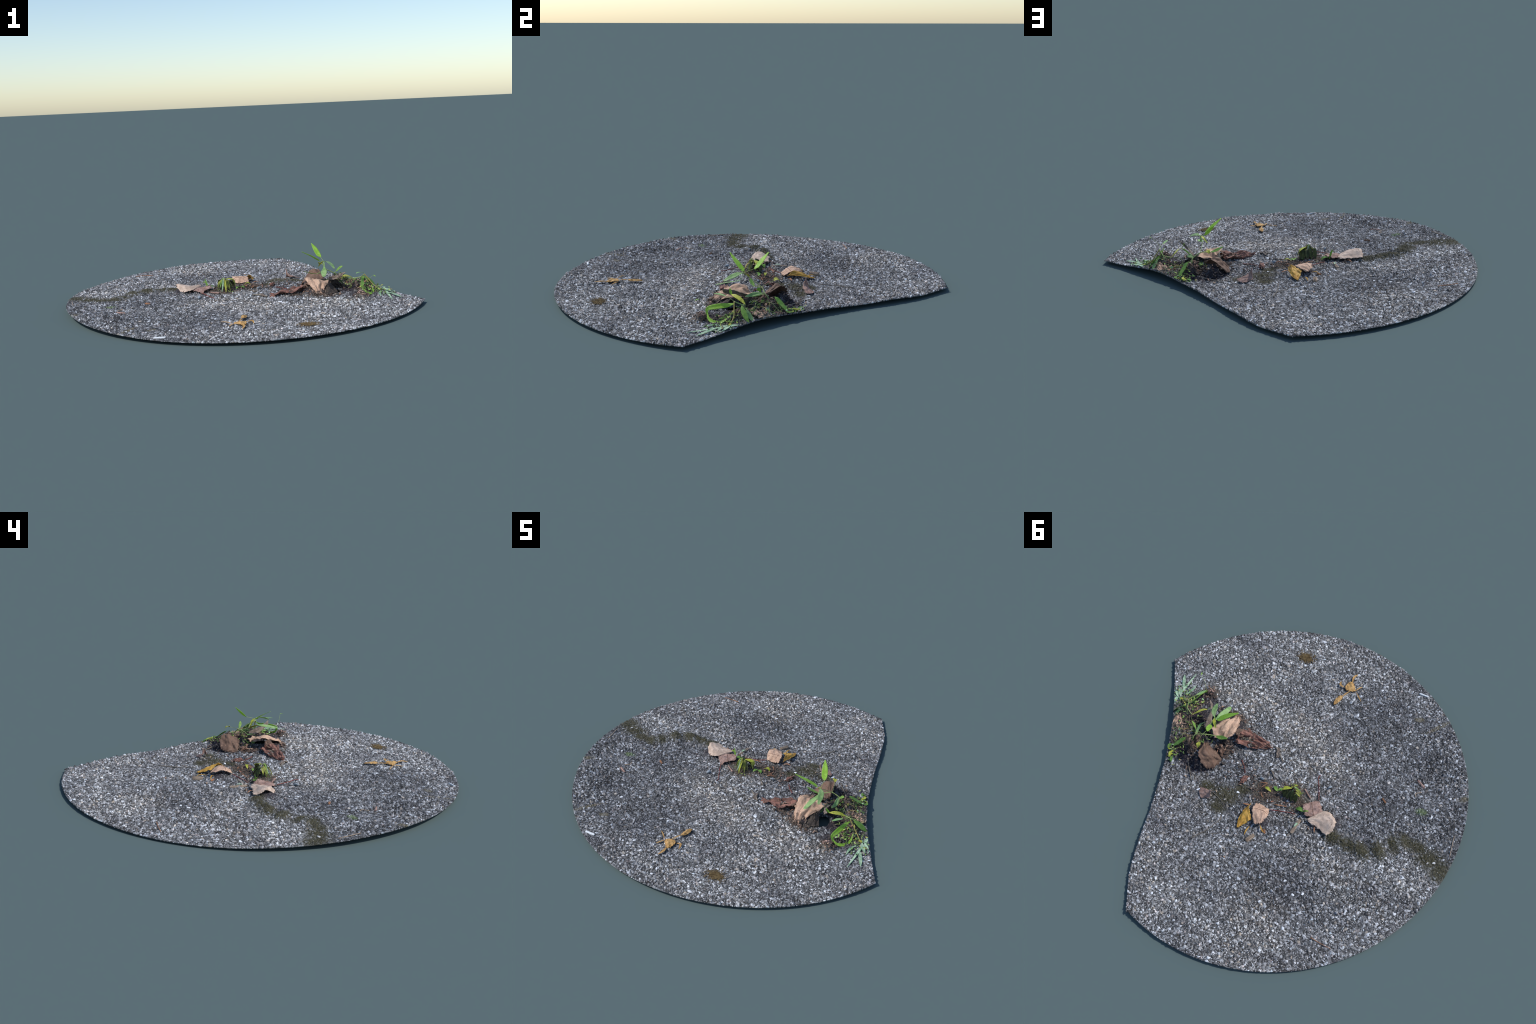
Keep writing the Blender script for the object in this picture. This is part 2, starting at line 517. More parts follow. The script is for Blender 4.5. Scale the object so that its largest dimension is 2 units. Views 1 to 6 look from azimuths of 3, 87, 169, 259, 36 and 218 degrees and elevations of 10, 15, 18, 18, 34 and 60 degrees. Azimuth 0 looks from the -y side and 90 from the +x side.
def build_stones(pav):
    shapes = [stone_shape(s, random.uniform(.35, .7)) for s in range(16)]
    grey = [(0, (.05, .05, .053)), (.25, (.12, .12, .124)), (.5, (.24, .24, .245)), (.7, (.40, .405, .415)), (.77, (.36, .30, .235)), (.84, (.50, .51, .53)), (1, (.78, .81, .86))]
    m_stuff = stone_material("stone_chip_grey", grey, True)
    m_named = stone_material("stone_grey", [(0, (.18, .18, .185)), (.3, (.36, .36, .37)), (.55, (.54, .55, .57)), (.70, (.42, .35, .28)), (.78, (.66, .68, .71)), (1, (.84, .87, .91))], False)
    # countless small chips, pressed into the tar
    n = 7000
    x, y = scatter_points(n, 21, .985)
    z = height(x, y)
    rng = np.random.default_rng(5)
    verts, faces, k = [], [], 0
    for i in range(len(x)):
        V, F = shapes[rng.integers(len(shapes))]
        s = rng.choice([.0028, .0036, .0046, .0058], p=[.35, .35, .2, .1]) * rng.uniform(.85, 1.2)
        P = (V * s) @ turn(rng).T + (x[i], y[i], z[i] - .0012 + s * .10)
        verts.append(P)
        faces += [[a + k for a in f] for f in F]
        k += len(P)
    new_object("gravel", np.vstack(verts), faces, m_stuff, pav, smooth=False, origin=(0, 0, 0), kind="stuff")
    # larger stones that can be told apart one by one
    meshes = []
    for s in range(16):
        V, F = shapes[s]
        me = bpy.data.meshes.new("stone")
        me.from_pydata(V.tolist(), [], F)
        me.materials.append(m_named)
        meshes.append(me)
    x, y = scatter_points(265, 33, .975)
    special = [(.155, .347, .013), (-.403, -.082, .013), (-.099, .527, .012), (.176, .804, .013), (-.226, -.710, .013), (-.557, .632, .013), (-.432, .772, .015), (-.457, .621, .012),
               (-.026, .637, .011), (.360, -.402, .014), (.225, .486, .013), (.337, .364, .013), (-.257, .932, .014), (-.818, .388, .014), (-.424, -.587, .011), (.182, -.529, .011),
               (-.760, -.417, .012), (.162, .433, .013), (.053, .385, .012), (-.067, .134, .012), (.082, .152, .010), (.253, .029, .010), (-.175, .20, .008)]
    rng = np.random.default_rng(8)
    spots = [(a, b, rng.uniform(.0080, .0135)) for a, b in zip(x, y)] + special
    for px, py, s in spots:
        o = bpy.data.objects.new("stone", meshes[rng.integers(16)])
        COL.objects.link(o)
        o.rotation_euler = (rng.uniform(-.25, .25), rng.uniform(-.25, .25), rng.uniform(0, 6.28))
        o.scale = (s, s * rng.uniform(.75, 1), s * rng.uniform(.40, .65))
        place(o, (px, py, ground(px, py, s * .05 - .001)), pav)


# ------------------------------------------------------------------ thin organic sheets
def noise1(rng, n, smooth):
    a = rng.normal(size=n + 2 * smooth)
    k = np.hanning(2 * smooth + 1)
    return np.convolve(a, k / np.sqrt((k**2).sum()), "valid")


def noise2(rng, shape, smooth):
    a = rng.normal(size=(shape[0] + 2 * smooth, shape[1] + 2 * smooth))
    k = np.hanning(2 * smooth + 3)[1:-1]
    k /= np.sqrt((k**2).sum())
    a = np.apply_along_axis(lambda r: np.convolve(r, k, "valid"), 0, a)
    return np.apply_along_axis(lambda r: np.convolve(r, k, "valid"), 1, a)


def grid_normals(G):
    du, dv = np.gradient(G, axis=0), np.gradient(G, axis=1)
    n = np.cross(du, dv)
    l = np.linalg.norm(n, axis=2, keepdims=True)
    return n / np.maximum(l, 1e-12)


def sheet_mesh(G, thick):
    """Closed sheet of even thickness over a grid of points."""
    nu, nv = G.shape[:2]
    n = grid_normals(G)
    V = np.vstack([(G + n * thick / 2).reshape(-1, 3), (G - n * thick / 2).reshape(-1, 3)])
    q = nu * nv
    F = []
    idx = lambda i, j: i * nv + j
    for i in range(nu - 1):
        for j in range(nv - 1):
            a, b, c, d = idx(i, j), idx(i + 1, j), idx(i + 1, j + 1), idx(i, j + 1)
            F.append((a, b, c, d))
            F.append((a + q, d + q, c + q, b + q))
    ringi = [idx(i, 0) for i in range(nu)] + [idx(nu - 1, j) for j in range(1, nv)] + [idx(i, nv - 1) for i in range(nu - 2, -1, -1)] + [idx(0, j) for j in range(nv - 2, 0, -1)]
    for a, b in zip(ringi, ringi[1:] + ringi[:1]):
        F.append((a, a + q, b + q, b))
    return V, F


def surface(ctrl, nu, nv):
    C = np.asarray(ctrl, float)
    rows = spline(C, np.linspace(0, 1, nu))
    return np.swapaxes(spline(np.swapaxes(rows, 0, 1), np.linspace(0, 1, nv)), 0, 1)


def fix_normals(o):
    bm = bmesh.new()
    bm.from_mesh(o.data)
    bmesh.ops.remove_doubles(bm, verts=bm.verts, dist=1e-5)
    bmesh.ops.recalc_face_normals(bm, faces=bm.faces)
    bm.to_mesh(o.data)
    bm.free()


def dead_leaf(ctrl, mat, seed, label="dry crumpled brown leaf", crumple=.0022, ragged=.004, thick=.0014, name="fallen_leaf", parent=None, vein=None, res=46, corner=.25):
    """Leaf draped through a few control points, with crumpled face, rounded corners and torn edges."""
    rng = np.random.default_rng(seed)
    # rounded square -> leaf outline
    t = np.linspace(0, 1, res)
    G = surface(ctrl, res, res)
    G = G.reshape(res, res, 3)
    if corner:
        uu, vv = np.meshgrid(t * 2 - 1, t * 2 - 1, indexing="ij")
        k = corner
        u2 = uu * np.sqrt(1 - k * vv**2)
        v2 = vv * np.sqrt(1 - k * uu**2)
        fu, fv = (u2 + 1) / 2 * (res - 1), (v2 + 1) / 2 * (res - 1)
        i, j = np.clip(fu.astype(int), 0, res - 2), np.clip(fv.astype(int), 0, res - 2)
        a, b = (fu - i)[..., None], (fv - j)[..., None]
        G = G[i, j] * (1 - a) * (1 - b) + G[i + 1, j] * a * (1 - b) + G[i, j + 1] * (1 - a) * b + G[i + 1, j + 1] * a * b
    n = grid_normals(G)
    w = noise2(rng, (res, res), 8) * crumple + noise2(rng, (res, res), 3) * crumple * .45
    G = G + n * w[..., None]
    # ragged margin: pull edge rows in or out
    mid = G.mean((0, 1))
    for edge in (G[0], G[-1], G[:, 0], G[:, -1]):
        edge += (edge - mid) / np.linalg.norm(edge - mid, axis=1)[:, None] * (noise1(rng, res, 2) * ragged * .6)[:, None]
    V, F = sheet_mesh(G, thick)
    o = new_object(name, V, F, mat, parent)
    fix_normals(o)
    if parent is None:
        top_level(o, label, "leaf")
    if vein:
        vm, across = vein
        line = G[:, int(across * (res - 1))] if across >= 0 else G[int(-across * (res - 1))]
        nn = n[:, int(across * (res - 1))] if across >= 0 else n[int(-across * (res - 1))]
        s = np.sign(nn[:, 2].mean()) or 1
        tube("leaf_vein", line[2:-2] + nn[2:-2] * s * thick * .5, .0016, vm, o, world_parent=True)
    return o


def frame(d, hint):
    d = d / np.linalg.norm(d)
    s = np.cross(d, hint)
    s /= np.linalg.norm(s) + 1e-9
    return d, s, np.cross(s, d)


def blade(spine, width, mat, parent=None, hint=(0, 0, 1), name="leaf", fold=.15, tip=.12, base=.12, teeth=0.0, twist=0.0, seed=0, thick=.0011, nu=26, nv=9, blunt=.0, peak=.5):
    """Green leaf: a centre line, a width profile and a shallow V fold."""
    rng = np.random.default_rng(seed)
    t = np.linspace(0, 1, nu)
    S = spline(np.asarray(spine, float), t)
    D = np.gradient(S, axis=0)
    p = math.log(.5) / math.log(peak)
    prof = np.sin(np.pi * np.clip(t, 0, 1) ** p) ** .8
    prof = np.maximum(prof, np.where(t < .5, base, tip) * np.where(t < .5, 1, 1))
    if blunt:
        prof = np.where(t > peak, np.maximum(prof, (1 - ((t - peak) / (1 - peak)) ** 4) ** .5 * blunt), prof)
    if teeth:
        prof = prof * (1 + teeth * np.abs(np.sin(t * 22)) - teeth / 2)
    G = np.zeros((nu, nv, 3))
    for i in range(nu):
        h = np.asarray(hint, float)
        d, s, up = frame(D[i], h)
        a = twist * (t[i] - .5)
        s, up = s * math.cos(a) + up * math.sin(a), up * math.cos(a) - s * math.sin(a)
        for j, v in enumerate(np.linspace(-1, 1, nv)):
            G[i, j] = S[i] + s * v * prof[i] * width / 2 + up * abs(v) * fold * prof[i] * width / 2
    G += grid_normals(G) * (noise2(rng, (nu, nv), 3) * width * .012)[..., None]
    V, F = sheet_mesh(G, thick)
    o = new_object(name, V, F, mat, parent, origin=S[0])
    fix_normals(o)
    return o


def tube(name, pts, radius, mat, parent=None, sides=7, taper=.7, world_parent=False, n=None, knobbly=0.0, seed=0):
    P = np.asarray(pts, float)
    n = n or max(8, 5 * len(P))
    S = spline(P, np.linspace(0, 1, n))
    D = np.gradient(S, axis=0)
    rng = np.random.default_rng(seed)
    hint = np.array((0, 0, 1.0)) if abs(D[:, 2]).mean() < .8 * np.linalg.norm(D, axis=1).mean() else np.array((1.0, 0, 0))
    V, F = [], []
    for i in range(n):
        d, s, up = frame(D[i], hint)
        r = radius * (1 + (taper - 1) * i / (n - 1)) * (1 + knobbly * rng.normal())
        for k in range(sides):
            a = math.tau * k / sides
            V.append(S[i] + (s * math.cos(a) + up * math.sin(a)) * r)
    for i in range(n - 1):
        for k in range(sides):
            l = (k + 1) % sides
            F.append((i * sides + k, i * sides + l, (i + 1) * sides + l, (i + 1) * sides + k))
    F.append(tuple(range(sides))[::-1])
    F.append(tuple((n - 1) * sides + k for k in range(sides)))
    return new_object(name, V, F, mat, parent, origin=S[0])


# ------------------------------------------------------------------ plant materials
def leaf_material(name, a, b, spot=None, rough=.5, translucent=.22, vary=.12, scale=28):
    m, N, bsdf, out = material(name)
    pos = N.new("ShaderNodeTexCoord").outputs["Object"]
    rnd = N.new("ShaderNodeObjectInfo").outputs["Random"]
    f = N.noise(pos, scale, 4, .6)
    col = N.mix(N.remap(f, .40, .60), a, b)  # mottle of two tones; its contrast also copies shadows baked into the leaves
    if spot:
        col = N.mix(N.remap(N.noise(pos, scale * 3.2, 3, .6), .58, .68), col, spot)
    grain = N.ramp(N.noise(pos, scale * 9, 3, .6), [(.3, (.72, .72, .72)), (.5, (1, 1, 1)), (.72, (1.25, 1.25, 1.25))])
    col = N.mix(.7, col, grain, "MULTIPLY")
    hsv = N.new("ShaderNodeHueSaturation")
    N.put(hsv.inputs["Value"], N.math("ADD", 1 - vary, N.math("MULTIPLY", rnd, 2 * vary)))
    N.put(hsv.inputs["Color"], col)
    col = hsv.outputs[0]
    N.put(bsdf.inputs["Base Color"], col)
    bsdf.inputs["Roughness"].default_value = rough
    bsdf.inputs["Specular IOR Level"].default_value = .3
    set_bump(N, bsdf, N.noise(pos, scale * 5, 4, .6), .4, .0015)
    if translucent:
        tr = N.new("ShaderNodeBsdfTranslucent")
        N.put(tr.inputs["Color"], col)
        mx = N.new("ShaderNodeMixShader")
        mx.inputs[0].default_value = translucent
        N.t.links.new(bsdf.outputs[0], mx.inputs[1])
        N.t.links.new(tr.outputs[0], mx.inputs[2])
        N.t.links.new(mx.outputs[0], out.inputs["Surface"])
    return m


LIME = leaf_material("lime_green_leaf", (.36, .62, .075), (.44, .70, .12), None, .45, .38, .05)
GREEN = leaf_material("fresh_green_leaf", (.19, .38, .075), (.31, .50, .12), (.38, .48, .13), .45, .38, .15)
BLUISH = leaf_material("grey_green_leaf", (.27, .47, .17), (.44, .63, .27), None, .45, .35, .1)
YELLOWISH = leaf_material("yellow_green_leaf", (.42, .47, .055), (.58, .58, .10), (.28, .33, .05), .5, .25, .1)
WILTED = leaf_material("wilted_green_leaf", (.11, .16, .035), (.36, .38, .08), (.46, .42, .06), .55, .2, .3, 45)
DARKGREEN = leaf_material("dark_green_leaf", (.035, .045, .018), (.075, .090, .03), (.16, .19, .05), .6, .1, .2, 45)  # darker green, mostly for the back of the wilted clump
PALEGREEN = leaf_material("pale_green_leaf", (.25, .43, .26), (.50, .66, .46), (.62, .74, .58), .5, .2, .15, 40)
TANLEAF = leaf_material("tan_dry_leaf", (.70, .47, .335), (.55, .355, .25), (.36, .22, .15), .7, .12, .08, 22)
PALELEAF = leaf_material("pale_dry_leaf", (.66, .51, .41), (.52, .39, .305), (.33, .235, .18), .7, .12, .06, 26)
PINKLEAF = leaf_material("pinkish_dry_leaf", (.43, .285, .24), (.31, .195, .16), (.16, .10, .085), .75, .1, .06, 40)
BROWNLEAF = leaf_material("brown_dry_leaf", (.205, .125, .088), (.125, .076, .057), (.29, .18, .12), .65, .1, .06, 20)
REDLEAF = leaf_material("reddish_dry_leaf", (.30, .145, .11), (.15, .075, .06), (.055, .034, .03), .65, .1, .06, 30)
GOLDLEAF = leaf_material("golden_dry_leaf", (.62, .37, .075), (.50, .27, .05), (.42, .23, .12), .6, .15, .06, 35)
ORANGELEAF = leaf_material("orange_dry_leaf", (.62, .38, .15), (.50, .29, .10), (.36, .20, .09), .65, .12, .08, 40)
DARKWALL = leaf_material("dark_debris_wall", (.075, .060, .050), (.040, .032, .028), (.15, .115, .09), .75, .05, .06, 30)  # dark tone for the two walls put round the hole
GREYLEAF = leaf_material("grey_brown_dry_leaf", (.26, .205, .17), (.165, .125, .10), (.44, .37, .30), .7, .1, .06, 24)
STEM = leaf_material("green_stem", (.22, .33, .10), (.36, .42, .16), (.30, .26, .14), .5, 0, .1, 40)
OCHRE_STEM = leaf_material("ochre_stem", (.40, .34, .10), (.33, .25, .09), None, .5, 0, .1, 40)
REDSTEM = leaf_material("red_leaf_stalk", (.27, .07, .055), (.20, .065, .05), None, .55, 0, .1, 40)
TWIG = leaf_material("grey_twig_bark", (.22, .19, .155), (.13, .11, .09), (.34, .30, .26), .8, 0, .15, 60)
WOOD = leaf_material("weathered_wood", (.36, .28, .21), (.25, .19, .145), (.15, .11, .08), .8, 0, .1, 50)
NEEDLE = leaf_material("rusty_litter", (.36, .17, .085), (.25, .13, .08), (.42, .28, .18), .75, 0, .3, 50)
VEIN = leaf_material("dry_leaf_vein", (.23, .13, .085), (.18, .10, .07), None, .7, 0, .05, 40)


# ------------------------------------------------------------------ build
PAV = build_pavement()
build_stones(PAV)


# --- brown leaves heaped round the weed
dead_leaf([[(.365, -.030, .085), (.395, -.016, .078), (.428, -.004, .062)],
           [(.347, -.075, .100), (.402, -.065, .090), (.474, -.048, .068)],
           [(.358, -.118, .084), (.412, -.122, .083), (.460, -.112, .062)],
           [(.382, -.168, .066), (.412, -.172, .062), (.444, -.162, .046)],
           [(.402, -.196, .044), (.424, -.207, .027), (.446, -.190, .024)]], TANLEAF, 1, "large tan dry leaf, cupped and wrinkled", .0040, ragged=.006, corner=.12)
dead_leaf([[(.483, -.030, .074), (.496, -.070, .082), (.518, -.112, .098), (.546, -.146, .118)],
           [(.494, -.027, .083), (.507, -.070, .096), (.527, -.118, .114), (.553, -.150, .131)],
           [(.504, -.025, .091), (.517, -.070, .110), (.536, -.126, .130), (.561, -.153, .141)]], GREYLEAF, 2, "grey brown dry leaf standing on edge", .0018, ragged=.002, corner=.05)
dead_leaf([[(.474, -.030, .026), (.520, -.034, .024), (.560, -.052, .026)],
           [(.474, -.026, .055), (.515, -.030, .052), (.552, -.050, .044)],
           [(.477, -.024, .080), (.510, -.028, .076), (.543, -.050, .060)]], DARKWALL, 20, "dark wall closing the hollow", .0022, ragged=.004, corner=.1)  # a wall rather than a leaf, added to close the back of the hollow
dead_leaf([[(.452, .055, .070), (.447, .042, .065), (.432, .032, .052)],
           [(.434, .105, .096), (.410, .080, .093), (.385, .050, .060)],
           [(.418, .138, .106), (.374, .100, .095), (.345, .060, .045)],
           [(.390, .155, .075), (.350, .105, .062), (.327, .072, .029)],
           [(.365, .160, .040), (.342, .135, .034), (.325, .100, .027)]], BROWNLEAF, 3, "brown dry leaf folded along its midrib", .0026, ragged=.005, corner=.2, vein=(VEIN, .5))
dead_leaf([[(.160, -.152, .024), (.160, -.148, .025), (.162, -.144, .024)],
           [(.207, -.163, .037), (.202, -.135, .030), (.204, -.110, .031)],
           [(.262, -.162, .046), (.256, -.120, .036), (.245, -.078, .036)],
           [(.316, -.150, .058), (.316, -.105, .044), (.312, -.058, .040)],
           [(.345, -.125, .074), (.342, -.095, .056), (.336, -.060, .044)]], REDLEAF, 4, "long reddish brown dry leaf, pointed", .0068, ragged=.008, corner=.1, vein=(VEIN, .5))
dead_leaf([[(.326, .255, .034), (.306, .286, .030), (.280, .303, .028)],
           [(.292, .250, .044), (.276, .266, .046), (.262, .288, .032)],
           [(.262, .246, .044), (.253, .256, .062), (.248, .282, .034)],
           [(.247, .252, .060), (.244, .262, .086), (.242, .272, .056)]], PINKLEAF, 5, "small curled pinkish dry leaf with stalk", .0016, corner=.1)
dead_leaf([[(.460, -.060, .066), (.455, -.120, .058), (.450, -.172, .030)],
           [(.470, -.056, .068), (.471, -.115, .060), (.488, -.168, .030)],
           [(.479, -.052, .072), (.489, -.108, .064), (.524, -.152, .034)]], DARKWALL, 11, "dark grey brown debris wall bridging two leaves", .0022, corner=.0)  # debris wall added to keep the sun out of the hole
# leaf at the broken edge and scraps in the heap
dead_leaf([[(.674, -.026, .074), (.686, -.008, .055), (.693, .012, .043)],
           [(.650, -.004, .058), (.660, .022, .048), (.670, .050, .040)],
           [(.618, .018, .046), (.624, .052, .042), (.640, .090, .038)]], TANLEAF, 6, "orange tan dry leaf scrap", .0028, corner=.15)
dead_leaf([[(.617, -.262, .030), (.640, -.268, .030), (.655, -.250, .030)],
           [(.618, -.245, .050), (.636, -.246, .056), (.652, -.238, .046)],
           [(.622, -.228, .040), (.638, -.226, .044), (.650, -.222, .036)]], PINKLEAF, 7, "crumpled pinkish leaf scrap", .003)
dead_leaf([[(.352, .012, .040), (.372, .002, .058), (.392, .000, .050)],
           [(.345, .030, .034), (.360, .024, .046), (.378, .020, .040)],
           [(.338, .050, .028), (.350, .046, .034), (.362, .042, .030)]], BROWNLEAF, 8, "narrow brown dry leaf scrap", .003)
dead_leaf([[(.480, .060, .050), (.488, .035, .074), (.500, .010, .068)],
           [(.500, .072, .046), (.508, .045, .078), (.520, .018, .066)],
           [(.515, .080, .034), (.522, .052, .042), (.532, .026, .036)]], BROWNLEAF, 9, "dark brown leaf scrap at the stem", .002)
dead_leaf([[(.352, -.130, .070), (.356, -.108, .082), (.356, -.082, .076)],
           [(.328, -.138, .060), (.333, -.118, .066), (.334, -.092, .056)],
           [(.308, -.144, .052), (.314, -.124, .050), (.318, -.104, .046)]], BROWNLEAF, 10, "brown dry leaf lobe", .0012, ragged=.002)

# --- tan, golden and pale leaves in the middle of the patch
dead_leaf([[(-.047, .157, .031), (-.004, .158, .036), (.037, .165, .039)],
           [(-.066, .202, .059), (-.026, .205, .063), (.014, .218, .060)],
           [(-.066, .246, .057), (-.046, .264, .048), (-.026, .274, .036)]], TANLEAF, 12, "tan half of a dry leaf", .0016, corner=.22, vein=(VEIN, -.42))
dead_leaf([[(.045, .182, .042), (.038, .215, .066), (-.006, .258, .046)],
           [(.056, .235, .046), (.036, .250, .056), (.002, .276, .038)],
           [(.052, .290, .034), (.034, .292, .036), (.014, .296, .030)],
           [(.036, .322, .024), (.032, .326, .023), (.027, .322, .023)]], GOLDLEAF, 13, "golden yellow half of a dry leaf", .0018, corner=.05)
dead_leaf([[(-.237, .090, .036), (-.237, .097, .041), (-.241, .106, .036)],
           [(-.277, .008, .036), (-.290, .050, .049), (-.300, .104, .034)],
           [(-.322, -.002, .030), (-.350, .044, .065), (-.350, .112, .034)],
           [(-.345, .006, .024), (-.373, .052, .058), (-.376, .090, .036)]], PALELEAF, 14, "pale tan dry leaf arched over the ground", .0018, corner=.15)
dead_leaf([[(-.166, .042, .045), (-.190, .066, .042), (-.216, .088, .036)],
           [(-.196, .002, .036), (-.224, .030, .040), (-.250, .062, .036)],
           [(-.218, -.036, .026), (-.246, -.008, .032), (-.282, .016, .030)]], PINKLEAF, 15, "flat pinkish brown dry leaf", .0022, corner=.15, vein=(VEIN, -.5))
dead_leaf([[(.180, .100, .028), (.172, .114, .032), (.160, .118, .028)],
           [(.176, .084, .036), (.166, .090, .046), (.154, .096, .032)],
           [(.170, .064, .030), (.158, .066, .034), (.148, .070, .028)]], REDLEAF, 16, "small curled rusty leaf", .003)
dead_leaf([[(.110, -.115, .024), (.122, -.135, .030), (.140, -.165, .026)],
           [(.092, -.122, .024), (.104, -.142, .034), (.122, -.172, .028)]], GREYLEAF, 17, "grey sliver of bark lying flat", .0012, name="bark_sliver")
# orange torn leaf in front
dead_leaf([[(.052, -.566, .026), (.044, -.562, .026), (.034, -.572, .026)],
           [(.056, -.600, .028), (.042, -.603, .034), (.030, -.600, .028)],
           [(.050, -.632, .026), (.038, -.634, .030), (.026, -.630, .026)]], ORANGELEAF, 18, "torn orange scrap of dry leaf", .0012, ragged=.003, corner=.4)
dead_leaf([[(.064, -.690, .024), (.044, -.682, .026), (.012, -.680, .024)],
           [(.058, -.716, .026), (.032, -.716, .034), (.000, -.706, .024)],
           [(.062, -.752, .024), (.040, -.744, .026), (.018, -.730, .024)]], ORANGELEAF, 19, "torn orange scrap of dry leaf", .0016, ragged=.004, corner=.5)
for k, (pts, w) in enumerate([([(.04, -.74, .024), (.052, -.775, .026), (.046, -.805, .023)], .012), ([(.06, -.69, .025), (.085, -.69, .030), (.096, -.715, .023)], .011),
                              ([(.02, -.69, .026), (.03, -.655, .028), (.036, -.63, .026)], .007), ([(-.01, -.70, .024), (-.04, -.68, .025), (-.065, -.665, .023)], .006),
                              ([(.0, -.70, .024), (-.012, -.735, .024), (-.02, -.75, .022)], .006)]):
    top_level(blade(pts, w, ORANGELEAF, None, name="leaf_shred", seed=k, fold=.5, thick=.0012, tip=.3, base=.3), "thin torn shred of orange dry leaf", "leaf")

# --- stalks of the dry leaves
for pts, r in [([(-.047, .157, .032), (-.085, .135, .027), (-.139, .110, .027), (-.165, .10, .026)], .0022), ([(-.217, -.034, .026), (-.176, -.095, .021), (-.143, -.140, .020), (-.143, -.165, .019)], .0020),
               ([(.246, .002, .027), (.210, .027, .028), (.183, .057, .028)], .0022)]:
    top_level(tube("leaf_stalk", pts, r, REDSTEM), "thin red stalk of a dry leaf", "leaf stalk")

# --- twigs and wood chips
for pts, r, mt in [([(.189, .507), (.150, .420), (.128, .331)], .0022, TWIG), ([(.250, .241), (.192, .253), (.146, .273)], .0014, TWIG), ([(-.590, .583), (-.641, .581), (-.695, .574)], .0022, NEEDLE),
                   ([(.485, .155), (.452, .188), (.391, .246)], .0036, TWIG), ([(.083, -.037), (.034, -.002)], .0040, TWIG), ([(-.916, -.137), (-.898, -.19), (-.880, -.246)], .0024, WOOD),
                   ([(.143, -.164), (.104, -.140), (.064, -.112)], .0055, TWIG), ([(-.124, -.044), (-.150, -.03), (-.177, -.016)], .0055, PINKLEAF), ([(.16, .45), (.06, .40), (-.02, .44)], .0012, TWIG),
                   ([(-.155, -.60), (-.13, -.57)], .002, TWIG), ([(-.62, -.37), (-.60, -.345), (-.61, -.33)], .003, WOOD)]:
    P = [(x, y, ground(x, y, r * .7 + .001)) for x, y in pts]
    top_level(tube("twig", P, r, mt, knobbly=.08, seed=int(r * 1e5)), "thin dry twig lying on the ground", "twig")


def wood_chip(a, b, w, h, mat, seed):
    """Splintered chip with grooves along the grain."""
    rng = np.random.default_rng(seed)
    a, b = np.array(a), np.array(b)
    d = (b - a) / np.linalg.norm(b - a)
    s = np.array((-d[1], d[0]))
    n, k = 10, 9
    V, F = [], []
    groove = rng.normal(size=k) * h * .18
    for i in range(n):
        p = a + (b - a) * i / (n - 1)
        e = min(i, n - 1 - i)
        f = 1 if e > 0 else .8
        for j in range(k):
            v = -1 + 2 * j / (k - 1)
            q = p + s * v * w / 2 * f + d * (rng.normal() * .0015 if e == 0 else 0)
            V.append((q[0], q[1], ground(q[0], q[1]) + h * (1 - .35 * v * v) * f + groove[j]))
        for j in range(k - 1, -1, -1):
            v = -1 + 2 * j / (k - 1)
            q = p + s * v * w / 2 * f
            V.append((q[0], q[1], ground(q[0], q[1]) - .001))
    m = 2 * k
    for i in range(n - 1):
        for j in range(m):
            l = (j + 1) % m
            F.append((i * m + j, (i + 1) * m + j, (i + 1) * m + l, i * m + l))
    F.append(tuple(range(m)))
    F.append(tuple((n - 1) * m + j for j in range(m))[::-1])
    o = new_object("wood_chip", V, F, mat, smooth=False)
    fix_normals(o)
    return top_level(o, "small weathered splinter of wood or white stone", "wood chip")


wood_chip((-.207, .198), (-.202, .112), .016, .007, WOOD, 1)
wood_chip((-.047, .360), (-.062, .312), .020, .012, WOOD, 2)
wood_chip((-.298, -.893), (-.348, -.901), .010, .004, stone_material("white_chip", [(0, (.62, .66, .68)), (1, (.74, .77, .79))], False), 3)  # white stone chip, built with the wood splinter's shape
wood_chip((-.475, -.228), (-.503, -.214), .010, .005, NEEDLE, 4)
wood_chip((-.57, -.42), (-.62, -.40), .011, .005, PINKLEAF, 5)
wood_chip((-.10, .275), (-.085, .258), .010, .005, NEEDLE, 6)


# --- loose pebbles
def pebble(x, y, s, mat, seed):
    V, F = stone_shape(seed, .75)
    me = bpy.data.meshes.new("pebble")
    me.from_pydata(V.tolist(), [], F)
    me.materials.append(mat)
    me.polygons.foreach_set("use_smooth", [True] * len(me.polygons))
    o = bpy.data.objects.new("pebble", me)
    COL.objects.link(o)
    md = o.modifiers.new("round", "SUBSURF")
    md.levels = md.render_levels = 2
    o.scale = (s, s * .85, s * .9)
    o.rotation_euler = (0, 0, seed)
    o.location = (x, y, ground(x, y, s * .35))
    return top_level(o, "small rounded loose pebble", "pebble")


BLUEGREY = stone_material("blue_grey_stone", [(0, (.24, .28, .32)), (1, (.34, .38, .42))], False)
BUFF = stone_material("buff_stone", [(0, (.40, .27, .19)), (1, (.46, .34, .25))], False)
pebble(.089, .034, .016, BLUEGREY, 41)
pebble(-.224, -.127, .018, BLUEGREY, 42)
pebble(.064, -.024, .009, BUFF, 43)
pebble(.428, .245, .010, BUFF, 44)
pebble(.062, .155, .009, BUFF, 45)
pebble(-.13, .30, .008, BUFF, 46)
pebble(-.01, .49, .009, BUFF, 47)

